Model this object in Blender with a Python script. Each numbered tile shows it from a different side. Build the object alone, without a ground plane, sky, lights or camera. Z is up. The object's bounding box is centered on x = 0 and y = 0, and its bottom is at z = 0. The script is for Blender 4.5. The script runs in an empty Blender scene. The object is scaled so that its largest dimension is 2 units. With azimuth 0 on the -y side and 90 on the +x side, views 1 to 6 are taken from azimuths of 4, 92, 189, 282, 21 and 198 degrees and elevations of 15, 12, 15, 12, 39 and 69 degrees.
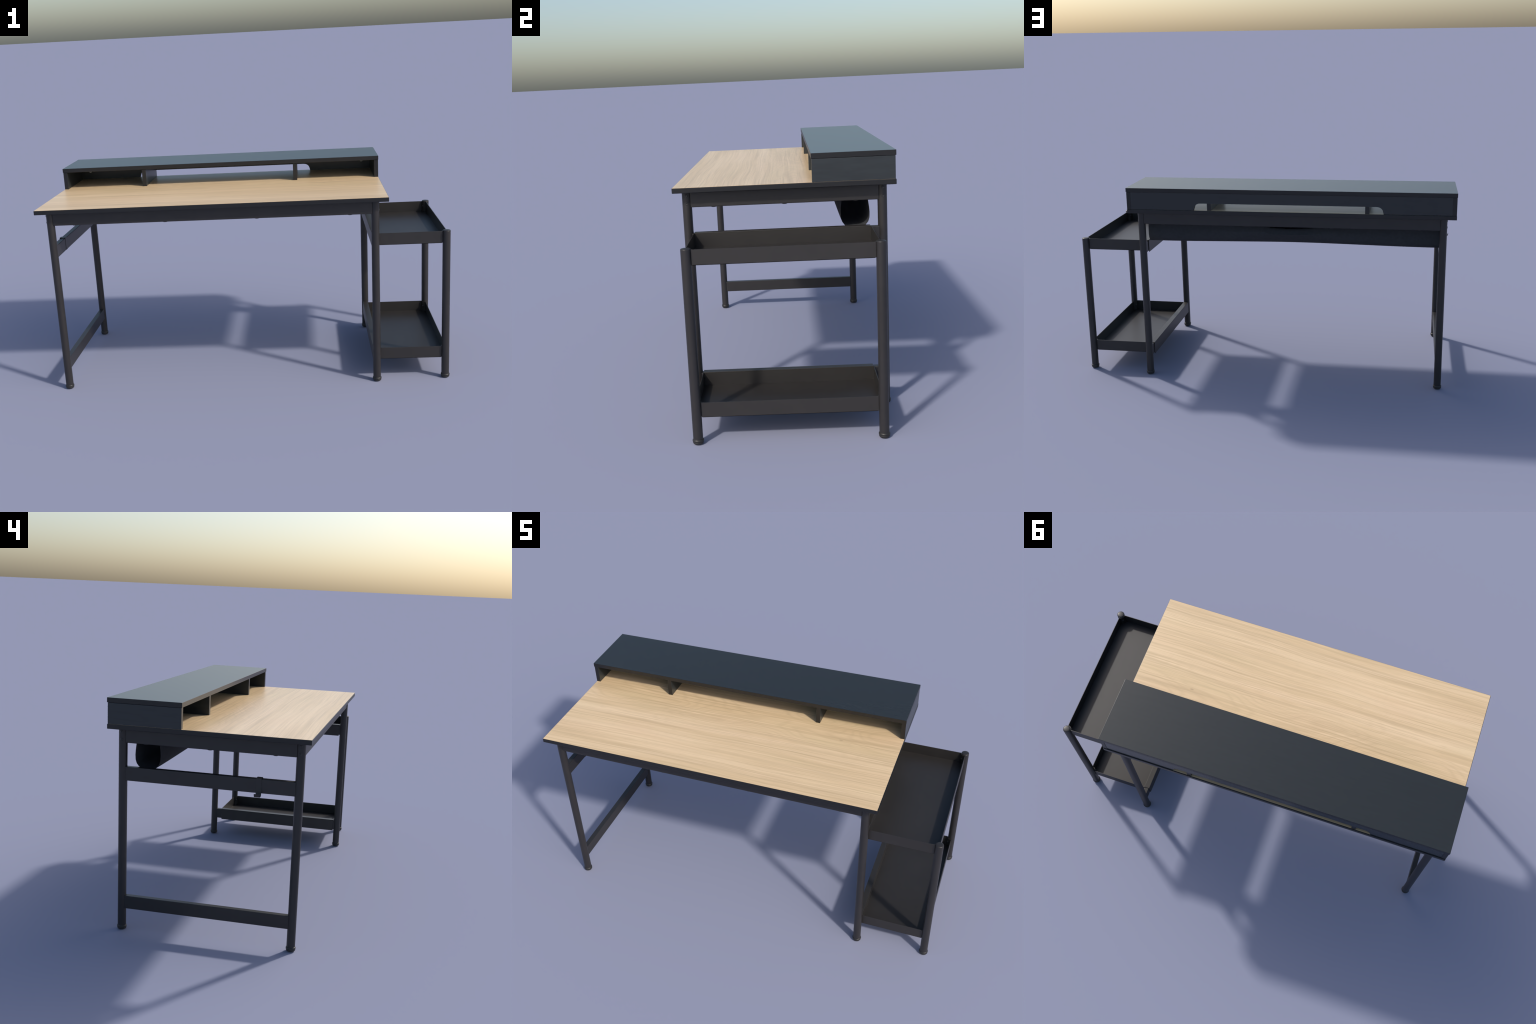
"""Writing desk with oak top, charcoal monitor shelf, tubular steel legs and a
side rack with two trays.  All sizes in metres, z up."""
import bpy, bmesh, math
from mathutils import Vector, Matrix

# ------------------------------------------------------------------ sizes
DESK_X0, DESK_X1 = -0.9985, 0.6978        # left / right edge of the desktop
DESK_Y = 0.4396                           # half depth
DESK_Z0, DESK_Z1 = 0.9218, 0.9434         # underside / top of the desktop
CX = 0.5 * (DESK_X0 + DESK_X1)            # middle of the desk proper
LEG_XL, LEG_XR, LEG_Y = -0.9365, 0.6362, 0.3893
LEG_R = 0.0189
RACK_X, RACK_YF, RACK_YB, RACK_TOP = 0.9780, -0.3652, 0.3430, 0.7582
FACE = 0.0132                             # apron / rail face offset from leg axis
SHELF_Y0, SHELF_Y1 = 0.1088, 0.4396
SHELF_Z0, SHELF_Z1 = 1.0350, 1.0562
BOARD = 0.0212                            # thickness of shelf panels

# ------------------------------------------------------------------ materials
def new_mat(name):
    m = bpy.data.materials.new(name)
    m.use_nodes = True
    nt = m.node_tree
    nt.nodes.clear()
    out = nt.nodes.new("ShaderNodeOutputMaterial")
    b = nt.nodes.new("ShaderNodeBsdfPrincipled")
    nt.links.new(b.outputs[0], out.inputs[0])
    return m, nt, b

class Net:
    """Tiny helper to wire nodes."""
    def __init__(self, nt):
        self.nt = nt
    def put(self, sock, v):
        if isinstance(v, bpy.types.NodeSocket):
            self.nt.links.new(v, sock)
        else:
            sock.default_value = v
    def coords(self, scale=(1, 1, 1), loc=(0, 0, 0)):
        tc = self.nt.nodes.new("ShaderNodeTexCoord")
        mp = self.nt.nodes.new("ShaderNodeMapping")
        mp.inputs["Scale"].default_value = scale
        mp.inputs["Location"].default_value = loc
        self.nt.links.new(tc.outputs["Object"], mp.inputs["Vector"])
        return mp.outputs[0]
    def noise(self, vec, scale=1.0, detail=2.0, rough=0.5, dist=0.0):
        n = self.nt.nodes.new("ShaderNodeTexNoise")
        self.put(n.inputs["Vector"], vec)
        n.inputs["Scale"].default_value = scale
        n.inputs["Detail"].default_value = detail
        n.inputs["Roughness"].default_value = rough
        n.inputs["Distortion"].default_value = dist
        return n.outputs[0]
    def math(self, op, a, b=0.0, c=0.0, clamp=False):
        n = self.nt.nodes.new("ShaderNodeMath")
        n.operation = op
        n.use_clamp = clamp
        self.put(n.inputs[0], a); self.put(n.inputs[1], b); self.put(n.inputs[2], c)
        return n.outputs[0]
    def ramp(self, v, lo, hi, a=0.0, b=1.0):
        n = self.nt.nodes.new("ShaderNodeMapRange")
        n.interpolation_type = 'SMOOTHSTEP'
        self.put(n.inputs[0], v)
        for i, x in enumerate((lo, hi, a, b)):
            n.inputs[i + 1].default_value = x
        return n.outputs[0]
    def mix(self, f, a, b, mode='MIX'):
        n = self.nt.nodes.new("ShaderNodeMix")
        n.data_type = 'RGBA'
        n.blend_type = mode
        self.put(n.inputs[0], f)
        col = [s for s in n.inputs if s.type == 'RGBA']
        for s, v in zip(col, (a, b)):
            self.put(s, v if isinstance(v, bpy.types.NodeSocket) else (*v, 1.0))
        return [s for s in n.outputs if s.type == 'RGBA'][0]
    def combine(self, x, y, z):
        n = self.nt.nodes.new("ShaderNodeCombineXYZ")
        self.put(n.inputs[0], x); self.put(n.inputs[1], y); self.put(n.inputs[2], z)
        return n.outputs[0]
    def split(self, v):
        n = self.nt.nodes.new("ShaderNodeSeparateXYZ")
        self.put(n.inputs[0], v)
        return n.outputs
    def bump(self, h, strength, dist):
        n = self.nt.nodes.new("ShaderNodeBump")
        n.inputs["Strength"].default_value = strength
        n.inputs["Distance"].default_value = dist
        self.nt.links.new(h, n.inputs["Height"])
        return n.outputs[0]

def plain_mat(name, col, rough, spec=0.5, var=0.12, vscale=30, bump=0.0, bscale=900, stretch=(1, 1, 1)):
    """Flat coloured material with a faint mottling and fine grain."""
    m, nt, b = new_mat(name)
    g = Net(nt)
    n = g.noise(g.coords(stretch), vscale, 3, 0.6)
    lo = tuple(c * (1 - var) for c in col)
    hi = tuple(c * (1 + var) for c in col)
    nt.links.new(g.mix(g.ramp(n, 0.3, 0.7), lo, hi), b.inputs["Base Color"])
    b.inputs["Roughness"].default_value = rough
    b.inputs["Specular IOR Level"].default_value = spec
    if bump:
        h = g.noise(g.coords(stretch, (3, 1, 2)), bscale, 2, 0.6)
        nt.links.new(g.bump(h, bump, 0.0006), b.inputs["Normal"])
    return m

def oak_mat():
    """Pale oak laminate, grain running along x."""
    m, nt, b = new_mat("pale_oak_laminate")
    g = Net(nt)
    sx, sy, sz = g.split(g.coords())
    # slow sideways wander of the grain
    w1 = g.noise(g.coords((0.8, 2.4, 1)), 1.0, 1, 0.5)
    w2 = g.noise(g.coords((2.4, 7.0, 1), (4, 2, 0)), 1.0, 2, 0.5)
    wy = g.math('MULTIPLY_ADD', g.math('SUBTRACT', w1, 0.5), 0.060, sy)
    wy = g.math('MULTIPLY_ADD', g.math('SUBTRACT', w2, 0.5), 0.014, wy)
    def streak(fx, fy, off, detail=2, rough=0.5):
        return g.noise(g.combine(g.math('MULTIPLY', sx, fx), g.math('MULTIPLY_ADD', wy, fy, off), 0.0), 1.0, detail, rough)
    broad = streak(0.50, 8.0, 3.1)
    flow = streak(0.75, 15.0, 21.3, 2, 0.5)
    band = streak(0.7, 34.0, 11.7, 3, 0.6)
    patch = g.ramp(g.noise(g.coords((1.1, 6.0, 1), (2, 7, 0)), 1.0, 2), 0.36, 0.64, 0.45, 1.25)
    line = streak(1.1, 115.0, 5.3, 3, 0.65)
    hair = streak(2.6, 330.0, 2.2, 2, 0.65)
    pore = streak(16.0, 420.0, 8.8, 1)
    # cathedral rings: contour lines of a stretched height field, strongest
    # in the heartwood strip towards the back of the top
    hf = g.noise(g.combine(g.math('MULTIPLY', sx, 1.3), g.math('MULTIPLY', wy, 4.2), 0.7), 1.0, 2, 0.35)
    ring = g.math('SINE', g.math('MULTIPLY', hf, 170.0))
    ring = g.math('POWER', g.math('MULTIPLY_ADD', ring, 0.5, 0.5), 2.5)
    heart = g.ramp(g.math('ABSOLUTE', g.math('SUBTRACT', wy, 0.06)), 0.22, 0.05, 0.15, 1.0)
    light, mid, dark = (0.800, 0.588, 0.352), (0.720, 0.518, 0.296), (0.545, 0.388, 0.216)
    pale = (0.900, 0.680, 0.440)
    c = g.mix(g.ramp(broad, 0.32, 0.68), light, mid)
    c = g.mix(g.math('MULTIPLY', g.ramp(flow, 0.52, 0.70), 0.42), c, dark)
    c = g.mix(g.math('MULTIPLY', g.ramp(flow, 0.44, 0.28), 0.38), c, pale)
    c = g.mix(g.math('MULTIPLY', g.ramp(band, 0.50, 0.70), 0.46), c, dark)
    c = g.mix(g.math('MULTIPLY', g.ramp(band, 0.47, 0.28), 0.36), c, pale)
    c = g.mix(g.math('MULTIPLY', g.math('MULTIPLY', g.ramp(line, 0.50, 0.66), 0.58), patch), c, dark)
    c = g.mix(g.math('MULTIPLY', g.ramp(line, 0.48, 0.34), 0.38), c, pale)
    c = g.mix(g.math('MULTIPLY', g.math('MULTIPLY', g.ramp(hair, 0.50, 0.64), 0.36), patch), c, dark)
    c = g.mix(g.math('MULTIPLY', g.math('MULTIPLY', ring, heart), 0.24), c, dark)
    c = g.mix(g.math('MULTIPLY', g.ramp(pore, 0.60, 0.74), 0.30), c, (0.50, 0.35, 0.20))
    # faint green / pink drift of the print
    hue = g.noise(g.coords((1.2, 5.0, 1), (9, 4, 0)), 1.0, 2)
    c = g.mix(g.math('MULTIPLY', g.ramp(hue, 0.52, 0.72), 0.20), c, (0.64, 0.53, 0.28))
    c = g.mix(g.math('MULTIPLY', g.ramp(hue, 0.46, 0.28), 0.20), c, (0.80, 0.53, 0.33))
    # scattered pin knots
    v = nt.nodes.new("ShaderNodeTexVoronoi")
    v.inputs["Scale"].default_value = 1.0
    g.put(v.inputs["Vector"], g.coords((3.2, 7.5, 1), (0.3, 0.9, 0)))
    knot = g.ramp(v.outputs["Distance"], 0.045, 0.015)
    c = g.mix(g.math('MULTIPLY', knot, 0.45), c, (0.36, 0.24, 0.14))
    nt.links.new(c, b.inputs["Base Color"])
    b.inputs["Roughness"].default_value = 0.34
    b.inputs["Specular IOR Level"].default_value = 0.5
    nt.links.new(g.bump(line, 0.05, 0.0004), b.inputs["Normal"])
    return m

OAK = oak_mat()
STEEL = plain_mat("charcoal_powder_coat", (0.0235, 0.0215, 0.0215), 0.42, 0.5, 0.06, 14, 0.03, 1500)
TRAY = plain_mat("charcoal_tray_coat", (0.0260, 0.0235, 0.0220), 0.42, 0.5, 0.05, 9, 0.02, 1500)
LAMINATE = plain_mat("charcoal_wood_laminate", (0.022, 0.0265, 0.028), 0.27, 0.5, 0.03, 9, 0.008, 160, (1.0, 7.0, 7.0))
SIDE_LAMINATE = plain_mat("slate_side_laminate", (0.024, 0.029, 0.032), 0.34, 0.5, 0.10, 9, 0.03, 160, (7.0, 1.0, 7.0))
EDGE = plain_mat("black_edge_band", (0.0095, 0.0098, 0.0105), 0.36, 0.5, 0.08, 20)
FELT = plain_mat("dark_grey_felt", (0.088, 0.091, 0.098), 0.95, 0.3, 0.05, 70, 0.25, 700)
RUBBER = plain_mat("black_plastic_foot", (0.020, 0.019, 0.018), 0.45, 0.5, 0.06, 20)
BOLT = plain_mat("blackened_bolt", (0.030, 0.029, 0.029), 0.32, 0.5, 0.10, 40)
CAP = plain_mat("pale_plastic_cap", (0.55, 0.55, 0.52), 0.5, 0.5, 0.04, 20)

# ------------------------------------------------------------------ builders
COL = bpy.context.scene.collection

def finish(bm, name, mats, parent, smooth=35.0, flat_area=None):
    bmesh.ops.recalc_face_normals(bm, faces=bm.faces)
    me = bpy.data.meshes.new(name)
    bm.to_mesh(me); bm.free()
    for m in (mats if isinstance(mats, (list, tuple)) else [mats]):
        me.materials.append(m)
    if smooth is not None:
        for p in me.polygons:
            p.use_smooth = True
        me.set_sharp_from_angle(angle=math.radians(smooth))
        if flat_area:
            for p in me.polygons:
                p.use_smooth = p.area < flat_area
    ob = bpy.data.objects.new(name, me)
    COL.objects.link(ob)
    ob.parent = parent
    return ob

def again(ob, matrix):
    """Repeat a part: same mesh, other place."""
    c = ob.copy()
    COL.objects.link(c)
    c.matrix_basis = matrix
    return c

def add_box(bm, x0, x1, y0, y1, z0, z1, bevel=0.0, seg=2):
    r = bmesh.ops.create_cube(bm, size=1.0)
    vs = r["verts"]
    for v in vs:
        v.co = Vector(((x0 + x1) / 2 + v.co.x * (x1 - x0),
                       (y0 + y1) / 2 + v.co.y * (y1 - y0),
                       (z0 + z1) / 2 + v.co.z * (z1 - z0)))
    if bevel:
        es = {e for v in vs for e in v.link_edges}
        bmesh.ops.bevel(bm, geom=list(es), offset=bevel, segments=seg, profile=0.5, affect='EDGES')

def box(name, mats, parent, x0, x1, y0, y1, z0, z1, bevel=0.0012, seg=2, face_axis=None):
    """Bevelled board.  With face_axis the two broad faces take mats[0] and
    the rim takes mats[1]."""
    bm = bmesh.new()
    add_box(bm, x0, x1, y0, y1, z0, z1, bevel, seg)
    bm.normal_update()
    if face_axis is not None:
        for f in bm.faces:
            f.material_index = 0 if abs(f.normal[face_axis]) > 0.9 else 1
    return finish(bm, name, mats, parent, None)

def lathe(bm, profile, n=32, axis_xy=(0, 0)):
    """Revolve (radius, z) pairs around the vertical axis."""
    rings = []
    for r, z in profile:
        if r < 1e-6:
            rings.append([bm.verts.new((axis_xy[0], axis_xy[1], z))])
        else:
            rings.append([bm.verts.new((axis_xy[0] + r * math.cos(2 * math.pi * i / n),
                                        axis_xy[1] + r * math.sin(2 * math.pi * i / n), z)) for i in range(n)])
    for a, b in zip(rings, rings[1:]):
        for i in range(n):
            j = (i + 1) % n
            if len(a) == 1:
                bm.faces.new((a[0], b[j], b[i]))
            elif len(b) == 1:
                bm.faces.new((a[i], a[j], b[0]))
            else:
                bm.faces.new((a[i], a[j], b[j], b[i]))

def ribbon(bm, pts, t, z0, z1):
    """Closed upright wall of thickness t along a plan outline."""
    n = len(pts)
    ins, outs = [], []
    for i in range(n):
        p, q, r = Vector(pts[i - 1]), Vector(pts[i]), Vector(pts[(i + 1) % n])
        d1, d2 = (q - p).normalized(), (r - q).normalized()
        n1, n2 = Vector((d1.y, -d1.x)), Vector((d2.y, -d2.x))
        m = (n1 + n2).normalized()
        k = t / 2 / max(0.35, m.dot(n1))
        outs.append(q + m * k); ins.append(q - m * k)
    lo = [(bm.verts.new((*o, z0)), bm.verts.new((*i, z0))) for o, i in zip(outs, ins)]
    hi = [(bm.verts.new((*o, z1)), bm.verts.new((*i, z1))) for o, i in zip(outs, ins)]
    for i in range(n):
        j = (i + 1) % n
        bm.faces.new((lo[i][0], lo[j][0], hi[j][0], hi[i][0]))
        bm.faces.new((lo[j][1], lo[i][1], hi[i][1], hi[j][1]))
        bm.faces.new((hi[i][0], hi[j][0], hi[j][1], hi[i][1]))
        bm.faces.new((lo[j][0], lo[i][0], lo[i][1], lo[j][1]))
    return ins

# ------------------------------------------------------------------ the desk
desk = bpy.data.objects.new("writing_desk", None)
COL.objects.link(desk)
desk["label"] = "oak-topped writing desk with black metal legs, shelf and side trays"
desk["category"] = "desk"

# desktop: dark core with banded edges, oak sheet on top
desktop = box("desktop", EDGE, desk, DESK_X0, DESK_X1, -DESK_Y, DESK_Y, DESK_Z0, DESK_Z1 - 0.0006, 0.0022, 3)
box("oak_surface", OAK, desktop, DESK_X0 + 0.0018, DESK_X1 - 0.0018, -DESK_Y + 0.0016, 0.4345,
    DESK_Z1 - 0.0012, DESK_Z1, 0.0003, 1)

# legs with feet
def leg(x, y, top, capped):
    bm = bmesh.new()
    r = LEG_R
    prof = [(0, 0.004), (r, 0.004), (r, top - 0.004)]
    if capped:
        prof += [(r, top - 0.003), (r - 0.0008, top - 0.0014), (r - 0.0030, top - 0.0002), (0.010, top + 0.0006), (0, top + 0.0009)]
    else:
        prof += [(r, top), (0, top)]
    lathe(bm, prof, 40)
    ob = finish(bm, "leg", STEEL, desk, 40)
    ob.location = (x, y, 0)
    bm = bmesh.new()
    lathe(bm, [(0, 0), (0.0165, 0), (0.0190, 0.0012), (0.0206, 0.0042), (0.0210, 0.0066), (0.0203, 0.0084),
               (0.0214, 0.0100), (0.0219, 0.0130), (0.0214, 0.0162), (0.0198, 0.0182), (0.0184, 0.0192), (0.0150, 0.0192)], 40)
    finish(bm, "foot", RUBBER, ob, 50)
    return ob

for x in (LEG_XL, LEG_XR):
    for y in (-LEG_Y, LEG_Y):
        ob = leg(x, y, DESK_Z0 - 0.0004, False)
        # two socket bolts on the outward side of each desk leg
        side = -1 if x < 0 else 1
        for z in (0.9066, 0.8738):
            bm = bmesh.new()
            lathe(bm, [(0.0, 0.0008), (0.0024, 0.0008), (0.0026, 0.0030), (0.0045, 0.0034), (0.0058, 0.0024), (0.0064, 0.0006), (0.0064, -0.003), (0.0, -0.003)], 20)
            bolt = finish(bm, "bolt", BOLT, ob, 35)
            bolt.matrix_basis = Matrix.Translation((side * (LEG_R - 0.0022), 0, z)) @ Matrix.Rotation(side * math.pi / 2, 4, 'Y')
for y in (RACK_YF, RACK_YB):
    leg(RACK_X, y, RACK_TOP, True)

# aprons: folded steel channels under the top, with screws from below
AZ0, AZ1 = 0.8578, DESK_Z0 - 0.0006
GAP = 0.0142
def button(parent, x, y):
    bm = bmesh.new()
    lathe(bm, [(0, -0.0030), (0.0075, -0.0028), (0.0112, -0.0016), (0.0122, 0.0004), (0, 0.0006)], 24)
    ob = finish(bm, "screw", BOLT, parent, 40)
    ob.location = (x, y, AZ0)

for y in (-LEG_Y, LEG_Y):
    bm = bmesh.new()
    add_box(bm, LEG_XL + GAP, LEG_XR - GAP, y - FACE, y + FACE, AZ0, AZ1, 0.0028, 3)
    add_box(bm, LEG_XL + 0.006, LEG_XR - 0.006, y - FACE + 0.0028, y + FACE - 0.0028, AZ0 + 0.003, AZ1 - 0.003, 0.001, 1)
    apron = finish(bm, "apron", STEEL, desk, None)
    for k in (-1.5, -0.5, 0.5, 1.5):
        button(apron, CX + k * 0.4445, y)
for x in (LEG_XL, LEG_XR):
    bm = bmesh.new()
    add_box(bm, x - FACE, x + FACE, -LEG_Y + GAP, LEG_Y - GAP, AZ0, AZ1, 0.0028, 3)
    add_box(bm, x - FACE + 0.0028, x + FACE - 0.0028, -LEG_Y + 0.006, LEG_Y - 0.006, AZ0 + 0.003, AZ1 - 0.003, 0.001, 1)
    apron = finish(bm, "apron", STEEL, desk, None)
    for yy in (-0.283, 0.0, 0.283):
        button(apron, x, yy)

# side rails between front and back legs
RAIL_Y = LEG_Y - 0.0135
def rail(x, z0, z1, half=FACE):
    bm = bmesh.new()
    add_box(bm, x - half, x + half, -RAIL_Y, RAIL_Y, z0, z1, 0.0022, 3)
    add_box(bm, x - half + 0.003, x + half - 0.003, -LEG_Y + 0.004, LEG_Y - 0.004, z0 + 0.003, z1 - 0.003, 0.001, 1)
    return finish(bm, "side_rail", STEEL, desk, None)

mid_rail = rail(LEG_XL, 0.6914, 0.7526)
rail(LEG_XL, 0.1010, 0.1606)
rail(LEG_XR, 0.6932, 0.7512, 0.0124)
rail(LEG_XR, 0.1028, 0.1608, 0.0124)

# bag hook: a steel strip folded over the rail, curling up on the outside
HY0, HY1 = -0.2305, -0.2070
bm = bmesh.new()
xi, xo = LEG_XL + FACE, LEG_XL - FACE
path = [(xi + 0.0006, 0.6920), (xi + 0.0006, 0.7558), (xo - 0.0006, 0.7558), (xo - 0.0006, 0.6900),
        (xo - 0.0020, 0.6842), (xo - 0.0060, 0.6806), (xo - 0.0130, 0.6796), (xo - 0.0250, 0.6798), (xo - 0.0320, 0.6822),
        (xo - 0.0362, 0.6872), (xo - 0.0385, 0.6960)]
t = 0.0006
loops = []
for i, p in enumerate(path):
    a = Vector(path[max(i - 1, 0)]); b = Vector(path[min(i + 1, len(path) - 1)])
    d = (b - a).normalized(); nrm = Vector((d.y, -d.x)) * t
    if 0 < i < 4 and i != 3:
        nrm *= 1.35
    q = Vector(p)
    loops.append([bm.verts.new((q.x + s * nrm.x, yy, q.y + s * nrm.y)) for s, yy in ((1, HY0), (1, HY1), (-1, HY1), (-1, HY0))])
for a, b in zip(loops, loops[1:]):
    for k in range(4):
        bm.faces.new((a[k], a[(k + 1) % 4], b[(k + 1) % 4], b[k]))
bm.faces.new(loops[0]); bm.faces.new(loops[-1])
finish(bm, "bag_hook", STEEL, mid_rail, 50)

# ------------------------------------------------------------------ monitor shelf
shelf = box("monitor_shelf", [LAMINATE, EDGE], desk, DESK_X0 - 0.0005, DESK_X1 + 0.0003, SHELF_Y0, SHELF_Y1,
            SHELF_Z0, SHELF_Z1, 0.0011, 3, face_axis=2)
PZ0, PZ1 = DESK_Z1 - 0.0003, SHELF_Z0 - 0.0010
PY0, PY1 = 0.1110, 0.4366
SX0, SX1 = DESK_X0 + 0.0009, DESK_X1 - 0.0009
for x0, x1 in ((SX0, SX0 + BOARD), (SX1 - BOARD, SX1)):
    box("side_panel", [SIDE_LAMINATE, EDGE], shelf, x0, x1, PY0, PY1, PZ0, PZ1, 0.0009, 2, face_axis=0)
BACK_Y0, BACK_Y1 = 0.4180, 0.4352
for xc in (CX - 0.4068, CX + 0.4068):
    box("divider", [SIDE_LAMINATE, EDGE], shelf, xc - BOARD / 2, xc + BOARD / 2, 0.1120, BACK_Y1 - 0.0006,
        PZ0, PZ1, 0.0009, 2, face_axis=0)

# back panel with a long cable cut-out along its lower edge
def back_panel():
    x0, x1 = SX0 + BOARD - 0.0005, SX1 - BOARD + 0.0005
    half, top = 0.4895, 0.9803
    # right half of the cut-out, from its foot up to the flat top
    foot = [(half, PZ0)]
    a, b = Vector((half - 0.0050, 0.9605)), Vector((half - 0.0390, top))
    ctrl = Vector((half - 0.0120, top))
    curve = [((1 - s) ** 2 * a + 2 * s * (1 - s) * ctrl + s * s * b) for s in [i / 8 for i in range(9)]]
    right = foot + [tuple(p) for p in curve]
    # lower edge from left to right, mirrored about the desk centre
    lower = [(x0, PZ0)] + [(CX - x, z) for x, z in right] + [(CX + x, z) for x, z in reversed(right)] + [(x1, PZ0)]
    bm = bmesh.new()
    cols = [[bm.verts.new((x, y, zz)) for y, zz in ((BACK_Y0, z), (BACK_Y0, PZ1), (BACK_Y1, PZ1), (BACK_Y1, z))] for x, z in lower]
    for p, q in zip(cols, cols[1:]):
        for k in range(4):
            if k in (0, 2) and (p[k].co - q[k].co).length < 1e-6:
                continue
            f = bm.faces.new((p[k], q[k], q[(k + 1) % 4], p[(k + 1) % 4]))
            f.material_index = 0 if k in (0, 2) else 1
    bm.faces.new(cols[0]).material_index = 1
    bm.faces.new(cols[-1]).material_index = 1
    return finish(bm, "back_panel", [LAMINATE, EDGE], shelf, None)
panel = back_panel()
for x in (CX - 0.779, CX + 0.779):
    bm = bmesh.new()
    lathe(bm, [(0, 0), (0.0078, 0), (0.0082, -0.0006), (0.0078, 0.0016), (0.0060, 0.0022), (0, 0.0024)], 24)
    cap = finish(bm, "fixing_cap", CAP, panel, 40)
    cap.matrix_basis = Matrix.Translation((x, BACK_Y0, 0.9880)) @ Matrix.Rotation(math.pi / 2, 4, 'X')

# ------------------------------------------------------------------ side rack trays
TX = 0.6482                                # tray side against the desk rail
TYF, TYB = -0.3672, 0.3420                 # front and back wall planes
NOTCH = 0.0206                             # radius of the recess around each rack leg
def tray(z0, z1):
    def arc(cx, cy, a0, a1, n=8):
        return [(cx + NOTCH * math.cos(math.radians(a0 + (a1 - a0) * i / n)),
                 cy + NOTCH * math.sin(math.radians(a0 + (a1 - a0) * i / n))) for i in range(n + 1)]
    pts = [(TX, TYF)] + arc(RACK_X, RACK_YF, 185.5, 87.5) + arc(RACK_X, RACK_YB, 272.5, 183) + [(TX, TYB)]
    bm = bmesh.new()
    ins = ribbon(bm, pts, 0.0022, z0, z1)
    # floor of the pan
    def ring(k, z):
        n = len(ins); out = []
        for i in range(n):
            p, q, r = ins[i - 1], ins[i], ins[(i + 1) % n]
            d1, d2 = (q - p).normalized(), (r - q).normalized()
            m = (Vector((d1.y, -d1.x)) + Vector((d2.y, -d2.x))).normalized()
            v = q - m * (k / max(0.5, m.dot(Vector((d1.y, -d1.x)))))
            out.append(bm.verts.new((v.x, v.y, z)))
        return out
    f0 = z0 + 0.0002
    bm.faces.new(ring(-0.0004, f0))
    under = ring(-0.0004, z0 - 0.0022)
    bm.faces.new(list(reversed(under)))
    bmesh.ops.triangulate(bm, faces=[q for q in bm.faces if len(q.verts) > 4])
    ob = finish(bm, "tray", TRAY, desk, 40, 2e-4)
    # folded flange that hooks over the desk rail
    bm = bmesh.new()
    xo, xi = LEG_XR - 0.0158, TX
    add_box(bm, xo, xi + 0.0014, TYF + 0.0006, TYB - 0.0022, z1 - 0.0030, z1 + 0.0004, 0.0010, 2)
    add_box(bm, xo, xo + 0.0030, TYF + 0.0006, TYB - 0.0022, z1 - 0.0660, z1 - 0.0001, 0.0010, 2)
    finish(bm, "rail_flange", TRAY, ob, None)
    # bolt through each corner recess into the rack leg
    for cy, s in ((RACK_YF, 1), (RACK_YB, -1)):
        bm = bmesh.new()
        lathe(bm, [(0, 0.0036), (0.0030, 0.0034), (0.0048, 0.0022), (0.0054, 0.0004), (0.0054, -0.003), (0, -0.003)], 18)
        bolt = finish(bm, "bolt", BOLT, ob, 40)
        d = Vector((-1, s, 0)).normalized()
        bolt.matrix_basis = Matrix.Translation(Vector((RACK_X, cy, z0 + 0.0310)) + d * (NOTCH + 0.0012)) @ d.to_track_quat('Z', 'Y').to_matrix().to_4x4()
    return ob

tray(0.6962, 0.7536)
tray(0.1058, 0.1632)

# ------------------------------------------------------------------ cable sling
def sling():
    """Felt cable sling: a U-shaped trough hung under the back of the top.
    Its rear edge sags in the middle, where the belly lifts a little."""
    x0, x1, nx = -0.9215, 0.6185, 60
    yc = 0.2815
    # half profile from the front rim, round the belly, to the rear rim
    prof = [(-0.046, 0.9205), (-0.0495, 0.890), (-0.0530, 0.857), (-0.0570, 0.826), (-0.0582, 0.806), (-0.0565, 0.784),
            (-0.0510, 0.768), (-0.0410, 0.7545), (-0.0265, 0.7470), (-0.009, 0.7445), (0.009, 0.7445), (0.0265, 0.7470),
            (0.0420, 0.7550), (0.0520, 0.768), (0.0570, 0.784), (0.0580, 0.806), (0.0565, 0.826), (0.0525, 0.857),
            (0.0495, 0.890), (0.046, 0.9205)]
    bm = bmesh.new()
    grid = []
    for i in range(nx + 1):
        u = i / nx
        x = x0 + (x1 - x0) * u
        dx = x - CX
        rim = min(0.9190, 0.8405 + 0.0080 * (dx / 0.145) ** 2)
        bulge = 0.045 * math.exp(-(dx / 0.23) ** 2)
        lift = 0.0095 * math.exp(-((dx + 0.03) / 0.30) ** 2) + 0.0012 * math.sin(9 * x)
        row = []
        for j, (dy, z) in enumerate(prof):
            low = max(0.0, min(1.0, (0.86 - z) / 0.10))
            zz = z + lift * low
            yy = yc + dy * (1 - 0.02 * math.sin(7 * x + 1.0) * low)
            if dy > 0 and z > 0.80:
                zz = 0.800 + lift * 0.6 + (z - 0.800) / (0.9205 - 0.800) * (rim - 0.800 - lift * 0.6)
            if dy > 0:                      # the slack rear flap bellies outwards
                yy += bulge * min(1.0, max(0.0, (z - 0.757) / 0.062)) * (dy / 0.056)
            row.append(bm.verts.new((x, yy, zz)))
        grid.append(row)
    for a, b in zip(grid, grid[1:]):
        for j in range(len(prof) - 1):
            bm.faces.new((a[j], a[j + 1], b[j + 1], b[j]))
    bmesh.ops.solidify(bm, geom=bm.faces[:], thickness=0.0030)
    return finish(bm, "cable_sling", FELT, desk, 60)
sling()
